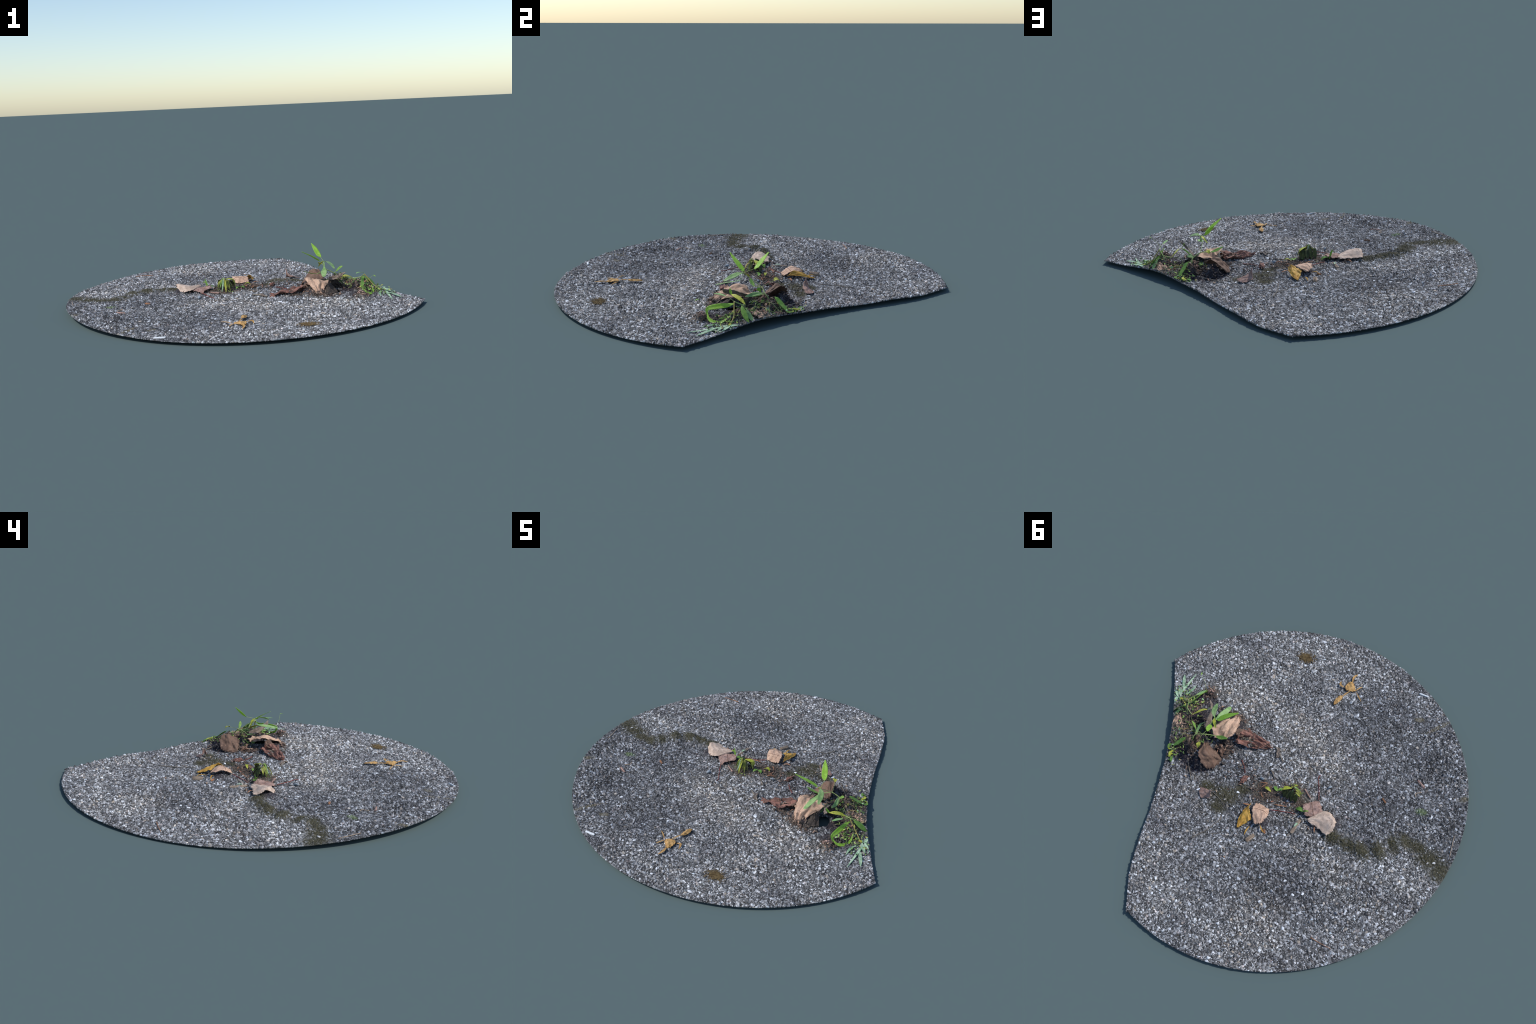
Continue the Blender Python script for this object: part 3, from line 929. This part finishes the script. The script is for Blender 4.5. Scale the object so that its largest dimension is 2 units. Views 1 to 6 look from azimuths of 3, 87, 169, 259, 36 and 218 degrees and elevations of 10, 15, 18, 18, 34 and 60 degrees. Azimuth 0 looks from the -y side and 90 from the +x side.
# --- rusty moss cushion and litter (too many and small to count)
def litter(name, centre, n, mat, seed, length, spread, r, label=None, parent=None, lift=.002):
    rng = np.random.default_rng(seed)
    V, F, k = [], [], 0
    edge = outline(.03) * .99
    for _ in range(n):
        a = rng.uniform(0, 6.283)
        q = rng.normal(size=2) * .5
        x, y = centre[0] + q[0] * spread[0], centre[1] + q[1] * spread[1]
        l = length * rng.uniform(.4, 1.2)
        if not inside(edge, np.array([x]), np.array([y]))[0] or inside(HOLE * 1.0, np.array([x]), np.array([y]))[0]:
            continue
        d = np.array((math.cos(a), math.sin(a), rng.uniform(-.25, .45)))
        c = np.array((x, y, ground(x, y, lift)))
        s = np.array((-d[1], d[0], 0)) * r * rng.uniform(.7, 1.6)
        u = np.array((0, 0, r * rng.uniform(.5, 1)))
        bend = np.array((rng.normal() * .15, rng.normal() * .15, .1)) * l
        for t in (-.5, 0, .5):
            p = c + d * l * t + bend * (1 - 4 * t * t) * .5
            f = 1 if t == 0 else .45
            V += [p + s * f, p + u * f, p - s * f, p - u * f]
        for i in (0, 4):
            for j in range(4):
                m = (j + 1) % 4
                F.append((k + i + j, k + i + m, k + i + 4 + m, k + i + 4 + j))
        F += [(k + 3, k + 2, k + 1, k), (k + 8, k + 9, k + 10, k + 11)]
        k += 12
    o = new_object(name, np.array(V), F, mat, parent, smooth=False, kind="stuff")
    return o


MOSSMAT = leaf_material("rusty_moss", (.10, .065, .028), (.17, .12, .055), (.26, .17, .07), .9, 0, 0, 80)
OLIVEMOSS = leaf_material("olive_moss", (.06, .055, .026), (.105, .095, .045), (.18, .16, .08), .9, 0, 0, 80)
DUFF = leaf_material("leaf_duff", (.17, .115, .085), (.09, .065, .055), (.33, .24, .19), .85, 0, 0, 90)
SOILMAT = leaf_material("dark_soil_crumbs", (.022, .018, .026), (.05, .042, .055), (.16, .14, .15), .9, 0, 0, 90)
litter("moss_cushion", (.352, -.743), 420, MOSSMAT, 1, .010, (.045, .034), .0016, parent=PAV, lift=.004)
for i, (cx, cy, rx, ry, a) in enumerate(MOSS):
    litter("moss", (cx, cy), 80, OLIVEMOSS, 10 + i, .005, (rx * 1.0, ry * .95), .0009, parent=PAV, lift=.0015)
for i, (c, n, sp) in enumerate([((.02, .09), 190, (.09, .06)), ((-.08, -.01), 120, (.06, .05)), ((-.15, .05), 90, (.06, .06)), ((.36, .02), 120, (.06, .06)), ((.60, -.02), 170, (.08, .08)),
                                ((.66, -.13), 130, (.07, .06)), ((.43, -.20), 110, (.09, .03)), ((.50, .08), 140, (.07, .05)), ((.64, -.24), 110, (.04, .03)), ((.30, -.16), 60, (.08, .03)), ((.58, .11), 90, (.05, .05))]):
    litter("leaf_litter", c, n, DUFF, 40 + i, .020, sp, .0014, parent=PAV, lift=.003)
for i, (c, n, sp) in enumerate([((.59, -.09), 150, (.07, .06)), ((.43, .165), 150, (.08, .035)), ((.52, .14), 90, (.06, .05))]):
    litter("soil_crumbs", c, n, SOILMAT, 60 + i, .009, sp, .0022, parent=PAV, lift=.002)
for k, (a, b) in enumerate([((.050, .036), (.063, .084)), ((.088, .056), (.050, .036)), ((.088, .204), (.048, .186)), ((-.014, .287), (-.019, .339)), ((-.059, .256), (-.094, .275)), ((-.048, .119), (-.106, .093)), ((.02, .12), (.05, .10)), ((-.28, .09), (-.30, .13))]):
    P = [(*a, ground(*a, .004)), ((a[0] + b[0]) / 2, (a[1] + b[1]) / 2 + .004, ground(*a, .008)), (*b, ground(*b, .003))]
    top_level(blade(P, .007, GOLDLEAF if k in (3, 4) else NEEDLE, None, name="leaf_shred", seed=90 + k, fold=.5, tip=.3, base=.3), "thin rusty shred of dry leaf", "leaf")

# torn scraps tangled into the heap
def scrap_material(name, stops):
    m, N, bsdf, out = material(name)
    col = N.ramp(N.new("ShaderNodeNewGeometry").outputs["Random Per Island"], stops, "CONSTANT")
    pos = N.new("ShaderNodeTexCoord").outputs["Object"]
    col = N.mix(.8, col, N.ramp(N.noise(pos, 160, 4, .65), [(.3, (.5, .5, .5)), (.5, (1, 1, 1)), (.72, (1.35, 1.35, 1.35))]), "MULTIPLY")
    N.put(bsdf.inputs["Base Color"], col)
    bsdf.inputs["Roughness"].default_value = .75
    return m


def scraps(name, centre, spread, n, size, mat, seed, lift=.006):
    rng = np.random.default_rng(seed)
    V, F, k = [], [], 0
    for _ in range(n):
        x, y = centre[0] + rng.normal() * spread[0] * .5, centre[1] + rng.normal() * spread[1] * .5
        if not inside(outline(.03) * .985, np.array([x]), np.array([y]))[0] or inside(HOLE.mean(0) + (HOLE - HOLE.mean(0)) * 1.25, np.array([x]), np.array([y]))[0]:
            continue
        l, w = size * rng.uniform(.5, 1.3), size * rng.uniform(.15, .55)
        u = np.linspace(-1, 1, 7)
        v = np.linspace(-1, 1, 5)
        U, W_ = np.meshgrid(u, v, indexing="ij")
        prof = (1 - .75 * np.abs(U) ** rng.uniform(1.2, 3)) * (1 + .15 * rng.normal(size=U.shape))
        Z = rng.normal() * .25 * l * U**2 + rng.normal() * .5 * w * W_**2 + rng.normal(size=U.shape) * .03 * w
        G = np.stack([U * l / 2, W_ * prof * w / 2, Z], -1)
        M = np.array(Euler((rng.uniform(-.9, .9), rng.uniform(-.7, .7), rng.uniform(0, 6.283))).to_matrix())
        G = G @ M.T + (x, y, ground(x, y, lift * rng.uniform(.3, 1.6)))
        v_, f_ = sheet_mesh(G, .0009)
        V.append(v_)
        F += [[a + k for a in f] for f in f_]
        k += len(v_)
    return new_object(name, np.vstack(V), F, mat, PAV, kind="stuff")


BROWNS = [(0, (.055, .042, .036)), (.22, (.12, .085, .065)), (.42, (.20, .13, .10)), (.58, (.33, .22, .165)), (.72, (.48, .34, .25)), (.82, (.26, .21, .17)), (.90, (.30, .15, .10))]
GREENS = [(0, (.10, .16, .05)), (.25, (.22, .36, .09)), (.45, (.36, .50, .13)), (.65, (.46, .48, .10)), (.8, (.30, .46, .24)), (.92, (.28, .24, .13))]
M_BROWN, M_GREENS = scrap_material("torn_brown_scraps", BROWNS), scrap_material("torn_green_scraps", GREENS)
for k, (c, sp, n, sz) in enumerate([((.58, .0), (.10, .12), 70, .022), ((.66, -.12), (.07, .10), 50, .020), ((.43, -.19), (.09, .035), 40, .020), ((.37, .02), (.06, .07), 46, .024), ((.27, -.13), (.12, .05), 34, .020),
                                    ((.50, .09), (.09, .08), 50, .022), ((.02, .08), (.14, .08), 60, .015), ((-.12, .03), (.12, .09), 46, .014), ((.19, .11), (.14, .12), 40, .013), ((.64, -.245), (.05, .04), 26, .018),
                                    ((-.28, .06), (.10, .12), 24, .012), ((.30, .12), (.14, .12), 26, .012), ((.42, .16), (.10, .05), 24, .018)]):
    scraps("leaf_scraps", c, sp, n, sz, M_BROWN, 400 + k)
for k, (c, sp, n, sz) in enumerate([((.60, .04), (.09, .13), 40, .020), ((.68, -.12), (.07, .09), 40, .020), ((.57, .17), (.05, .07), 34, .014), ((.50, .02), (.07, .08), 22, .022), ((.74, -.13), (.07, .10), 46, .014), ((-.09, .01), (.06, .06), 16, .012)]):
    scraps("leaf_scraps", c, sp, n, sz, M_GREENS, 500 + k, .010)

# --- the green weed
rz = lambda x, y, l=.004: (x, y, ground(x, y, l))
W = empty("weed_plant", (.517, .062, ground(.517, .062)), "straggling green weed with lance shaped leaves", "weed")
node = (.452, -.055, .181)
tube("stem", [(.525, .075, .040), (.517, .062, .079), (.509, .047, .097), (.470, .033, .118), (.440, .012, .112), (.414, -.003, .104)], .0032, STEM, W, taper=.6)
tube("stem", [(.470, .033, .118), (.452, -.01, .150), node], .0016, STEM, W, taper=.8)  # unseen link, added to carry the upper node
tube("stem", [(.509, .047, .097), (.519, .027, .108)], .002, STEM, W)
tube("stem", [(.509, .047, .097), (.53, .0, .092), (.516, -.026, .088)], .0022, STEM, W)
blade([(.440, .0, .196), (.428, .015, .206), (.410, .043, .236), (.391, .069, .264)], .031, LIME, W, hint=(.38, -.575, .73), name="leaf", teeth=.06, seed=1, tip=.2, base=.08, fold=.1)
tube("leaf_stalk", [node, (.446, -.03, .188), (.436, .006, .199)], .0011, STEM, W)  # added stalk; this leaf floats loose in the scan
blade([(.430, -.063, .186), (.421, -.057, .191), (.380, -.086, .222), (.335, -.112, .249)], .029, LIME, W, hint=(.35, .35, .9), name="leaf", seed=2, tip=.25, base=.08, fold=.1)
tube("leaf_stalk", [node, (.440, -.056, .185), (.422, -.058, .191)], .0011, STEM, W)  # added stalk for the second floating leaf
blade([(.453, -.055, .180), (.453, -.066, .148), (.450, -.110, .138), (.447, -.182, .125)], .032, BLUISH, W, hint=(-.2, -.3, .9), name="leaf", seed=3, blunt=.85, peak=.72, tip=.3, base=.2, fold=.08)
blade([(.452, -.055, .182), (.472, -.075, .184), (.490, -.108, .174), (.503, -.143, .158)], .030, BLUISH, W, hint=(.3, 0, .9), name="leaf", seed=4, blunt=.7, peak=.55, tip=.3, base=.25, fold=.1)
blade([(.450, -.050, .182), (.440, -.036, .172), (.424, -.022, .150)], .018, YELLOWISH, W, hint=(0, 0, 1), name="leaf", seed=5, tip=.5, base=.3)
blade([(.414, -.003, .104), (.392, -.006, .107), (.368, -.012, .114), (.346, -.016, .123)], .022, GREEN, W, hint=(0, .25, 1), name="leaf", seed=6, blunt=.6, tip=.35, base=.2)
blade([(.519, .027, .108), (.532, .020, .122), (.545, .014, .134), (.558, .010, .141)], .018, GREEN, W, hint=(-.5, -.5, .6), name="leaf", seed=7, tip=.15)
blade([(.505, .040, .100), (.518, .006, .098), (.524, -.020, .094), (.520, -.046, .088)], .022, BLUISH, W, hint=(.6, 0, .8), name="leaf", seed=8, tip=.2, fold=.4)
blade([(.432, .120, .136), (.436, .110, .145), (.441, .100, .146), (.447, .092, .140)], .024, YELLOWISH, W, hint=(.2, 0, .9), name="leaf", seed=9, tip=.3, base=.2)
tube("leaf_stalk", [(.470, .033, .118), (.462, .060, .130), (.446, .093, .141)], .0010, STEM, W)  # added stalk, ties the round leaf to the stem
blade([(.540, .090, .092), (.548, .098, .086), (.568, .120, .064), (.592, .145, .040)], .026, GREEN, W, hint=(.6, .5, .6), name="leaf", seed=10, blunt=.8, peak=.6, tip=.35, base=.15)
blade([(.600, .140, .042), (.610, .152, .040), (.604, .172, .040)], .016, GREEN, W, hint=(0, 0, 1), name="leaf", seed=11)
blade([(.570, .165, .044), (.575, .190, .042), (.560, .208, .040)], .014, YELLOWISH, W, hint=(0, 0, 1), name="leaf", seed=12)
blade([(.555, .195, .042), (.548, .212, .042), (.538, .224, .040)], .014, GREEN, W, hint=(0, 0, 1), name="leaf", seed=13)

for k, P in enumerate([[(.59, .10, .050), (.575, .07, .075), (.555, .03, .070), (.55, .0, .045)], [(.61, .06, .045), (.585, .065, .065), (.55, .06, .070), (.53, .04, .050)],
                      [(.565, .12, .050), (.57, .09, .070), (.59, .05, .062), (.61, .02, .050)], [(.60, .12, .042), (.57, .11, .062), (.535, .115, .060)], [(.63, .05, .050), (.60, .04, .062), (.575, .01, .055)],
                      [(.60, .02, .050), (.60, -.01, .075), (.62, -.035, .080)], [(.56, .02, .055), (.565, .0, .085), (.60, -.03, .085)]]):
    tube("dry_stem", P, .0011, (STEM, OCHRE_STEM, WOOD)[k % 3], W, sides=5)
for k, (x, y) in enumerate([(.562, .205), (.552, .212), (.570, .195), (.545, .220), (.578, .186), (.556, .190), (.587, .17)]):
    a = k * 2.1
    blade([rz(x, y, .002), rz(x + .008 * math.cos(a), y + .008 * math.sin(a), .008), rz(x + .018 * math.cos(a), y + .018 * math.sin(a), .004)], .008, (YELLOWISH, GREEN)[k % 2], W, name="leaf", seed=80 + k)

# second shoot: yellowing leaves, ring-shaped leaf, ochre stem
W2 = empty("weed_plant", (.655, -.070, ground(.655, -.07)), "bent yellow green weed shoot with curled leaves", "weed")
tube("stem", [(.640, -.040, .060), (.652, -.062, .092), (.660, -.085, .106), (.667, -.098, .115)], .0030, STEM, W2)
tube("stem", [(.666, -.097, .114), (.688, -.098, .086), (.707, -.099, .060), (.735, -.112, .040), (.756, -.126, .032)], .0030, OCHRE_STEM, W2)
tube("stem", [(.652, -.062, .092), (.625, -.052, .086), (.609, -.047, .082)], .0022, STEM, W2)
blade([(.612, -.046, .080), (.590, -.066, .096), (.568, -.092, .108), (.548, -.108, .109)], .020, YELLOWISH, W2, hint=(.3, -.3, .9), name="leaf", seed=21, tip=.3, base=.2)
blade([(.550, -.106, .108), (.542, -.112, .118), (.533, -.115, .133)], .013, LIME, W2, hint=(.9, 0, .2), name="leaf", seed=22, tip=.5)
blade([(.645, -.132, .132), (.628, -.160, .136), (.616, -.187, .137)], .015, BLUISH, W2, hint=(.1, .0, 1), name="leaf", seed=23, tip=.3)
tube("leaf_stalk", [(.667, -.098, .115), (.656, -.118, .128), (.643, -.135, .132)], .0010, STEM, W2)  # added stalk under a small floating leaf
blade([(.697, -.250, .138), (.703, -.259, .138), (.708, -.270, .134)], .008, GREEN, W2, hint=(0, 0, 1), name="leaf", seed=24, tip=.4)
tube("leaf_stalk", [(.643, -.214, .074), (.668, -.238, .110), (.700, -.252, .138)], .0007, STEM, W2)  # added stalk, holds up the tiny floating leaf
blade([(.664, -.098, .104), (.652, -.125, .092), (.648, -.170, .086), (.642, -.214, .074), (.652, -.220, .050)], .025, LIME, W2, hint=(.75, -.25, .6), name="leaf", seed=25, tip=.4, base=.3)
blade([(.646, -.216, .062), (.668, -.212, .038), (.694, -.186, .028), (.706, -.150, .034), (.700, -.116, .058)], .016, LIME, W2, hint=(.5, -.5, .7), name="leaf", seed=26, tip=.3, base=.3)
blade([(.667, -.065, .094), (.688, -.058, .078), (.710, -.046, .056), (.732, -.034, .034)], .024, GREEN, W2, hint=(.5, -.4, .6), name="leaf", seed=28, tip=.35, base=.1, fold=.3)
blade([(.674, -.046, .086), (.690, -.036, .068), (.702, -.026, .050), (.712, -.018, .038)], .024, BLUISH, W2, hint=(.6, .4, .5), name="leaf", seed=29, blunt=.8, peak=.6)

# pale rosette lying flat at the broken edge
W3 = empty("weed_plant", (.761, -.122, ground(.761, -.122)), "pale green weed rosette lying flat", "weed")
blade([rz(.775, -.170, .0030), rz(.800, -.205, .0060), rz(.822, -.235, .0050), rz(.840, -.262, .0020)], .018, PALEGREEN, W3, name="leaf", seed=31, tip=.15)
blade([rz(.761, -.122, .0040), rz(.775, -.165, .0050), rz(.782, -.230, .0040), rz(.791, -.304, .0020)], .012, PALEGREEN, W3, name="leaf", seed=32, tip=.2, base=.5)
blade([rz(.758, -.126, .0050), rz(.780, -.150, .0080), rz(.806, -.172, .0030)], .020, PALEGREEN, W3, name="leaf", seed=33, tip=.4, base=.3)
blade([rz(.768, -.116, .0050), rz(.792, -.135, .0050), rz(.812, -.150, .0025)], .016, PALEGREEN, W3, name="leaf", seed=34, tip=.25)
blade([rz(.766, -.116, .0050), rz(.768, -.100, .0060), rz(.760, -.076, .0020)], .016, PALEGREEN, W3, name="leaf", seed=35, tip=.35, base=.3)
blade([rz(.756, -.120, .0040), rz(.745, -.118, .0050), rz(.735, -.122, .0030)], .014, YELLOWISH, W3, name="leaf", seed=36)
blade([rz(.745, -.150, .0030), rz(.735, -.195, .0050), rz(.74, -.24, .0020)], .012, PALEGREEN, W3, name="leaf", seed=37)

for k in range(26):
    a, r = k * 2.4, .012 + .055 * ((k * .37) % 1)
    x, y = .762 + r * math.cos(a) * .7 + .012, -.135 + r * math.sin(a) * 1.3
    if x - .70 > (.019 - y) * .80 - .006:
        continue
    b = a + math.sin(k * 1.3)
    l = .010 + .008 * ((k * .61) % 1)
    blade([rz(x, y, .001), rz(x + l * .5 * math.cos(b), y + l * .5 * math.sin(b), .004), rz(x + l * math.cos(b), y + l * math.sin(b), .001)], .006, (PALEGREEN, PALEGREEN, GREEN)[k % 3], W3, name="leaf", seed=300 + k, nu=9, nv=5)

# wilted clump in the crack
W4 = empty("wilted_weed", (-.09, .02, ground(-.09, .02)), "clump of drooping wilted green leaves", "weed")
for k, (a, e, w, mt) in enumerate([
        ((-.106, .014, .088), (-.132, .002, .036), .018, WILTED), ((-.100, .012, .097), (-.121, -.010, .046), .010, GREEN), ((-.098, .010, .100), (-.110, -.026, .028), .010, PALEGREEN),
        ((-.096, .010, .098), (-.094, -.022, .052), .008, WILTED), ((-.094, .010, .094), (-.086, -.037, .027), .011, YELLOWISH), ((-.090, .012, .090), (-.076, -.022, .044), .009, WILTED),
        ((-.086, .014, .088), (-.062, -.021, .030), .014, WILTED), ((-.080, .018, .084), (-.052, -.006, .042), .010, DARKGREEN), ((-.112, .022, .082), (-.138, .020, .050), .012, WILTED),
        ((-.120, .028, .084), (-.128, .050, .030), .026, DARKGREEN), ((-.104, .024, .096), (-.104, .056, .028), .022, DARKGREEN), ((-.090, .026, .080), (-.082, .058, .030), .024, DARKGREEN),
        ((-.072, .030, .078), (-.060, .054, .030), .024, DARKGREEN), ((-.056, .034, .082), (-.044, .048, .034), .018, DARKGREEN), ((-.060, .032, .080), (-.034, .020, .048), .010, WILTED),
        ((-.100, .020, .092), (-.098, .036, .050), .010, PALEGREEN)]):
    a, e = np.array(a), np.array(e)
    out = e - a
    m1 = a + out * .30 + np.array((0, 0, .008 + .004 * math.sin(k * 2.3)))
    m2 = a + out * .70 + out * np.array((.14, .14, 0)) * math.cos(k * 1.7) + np.array((0, 0, .004))
    blade([a, m1, m2, e], w * .9, mt, W4, hint=(out[0], out[1], .35), name="leaf", seed=50 + k, tip=.35, base=.45, fold=.5, twist=RNG.normal() * .6)
blade([(-.086, .018, .090), (-.066, .028, .088), (-.048, .038, .080), (-.040, .036, .062)], .022, YELLOWISH, W4, hint=(.3, 0, .9), name="leaf", seed=70, tip=.4, base=.3)
blade([(-.196, .070, .030), (-.203, .073, .056), (-.211, .077, .083)], .012, GREEN, W4, hint=(.2, -.9, 0), name="leaf", seed=71, tip=.2, base=.5)
blade([(-.205, .072, .060), (-.214, .070, .066), (-.222, .066, .066)], .007, LIME, W4, hint=(0, -.3, 1), name="leaf", seed=72)
blade([(-.150, .075, .030), (-.172, .070, .042), (-.198, .068, .034)], .022, GREEN, W4, hint=(0, 0, 1), name="leaf", seed=73)
blade([(.045, .068, .044), (.028, .072, .054), (.005, .072, .040)], .016, YELLOWISH, W4, hint=(0, 0, 1), name="leaf", seed=74)
blade([(.012, .034, .034), (-.002, .042, .040), (-.018, .050, .034)], .018, GREEN, W4, hint=(0, 0, 1), name="leaf", seed=75)
blade([(-.016, .046, .036), (-.026, .034, .040), (-.034, .020, .032)], .016, GREEN, W4, hint=(0, 0, 1), name="leaf", seed=76)
blade([rz(-.20, .165, .010), rz(-.203, .150, .014), rz(-.205, .135, .010)], .010, PALEGREEN, W4, name="leaf", seed=77)
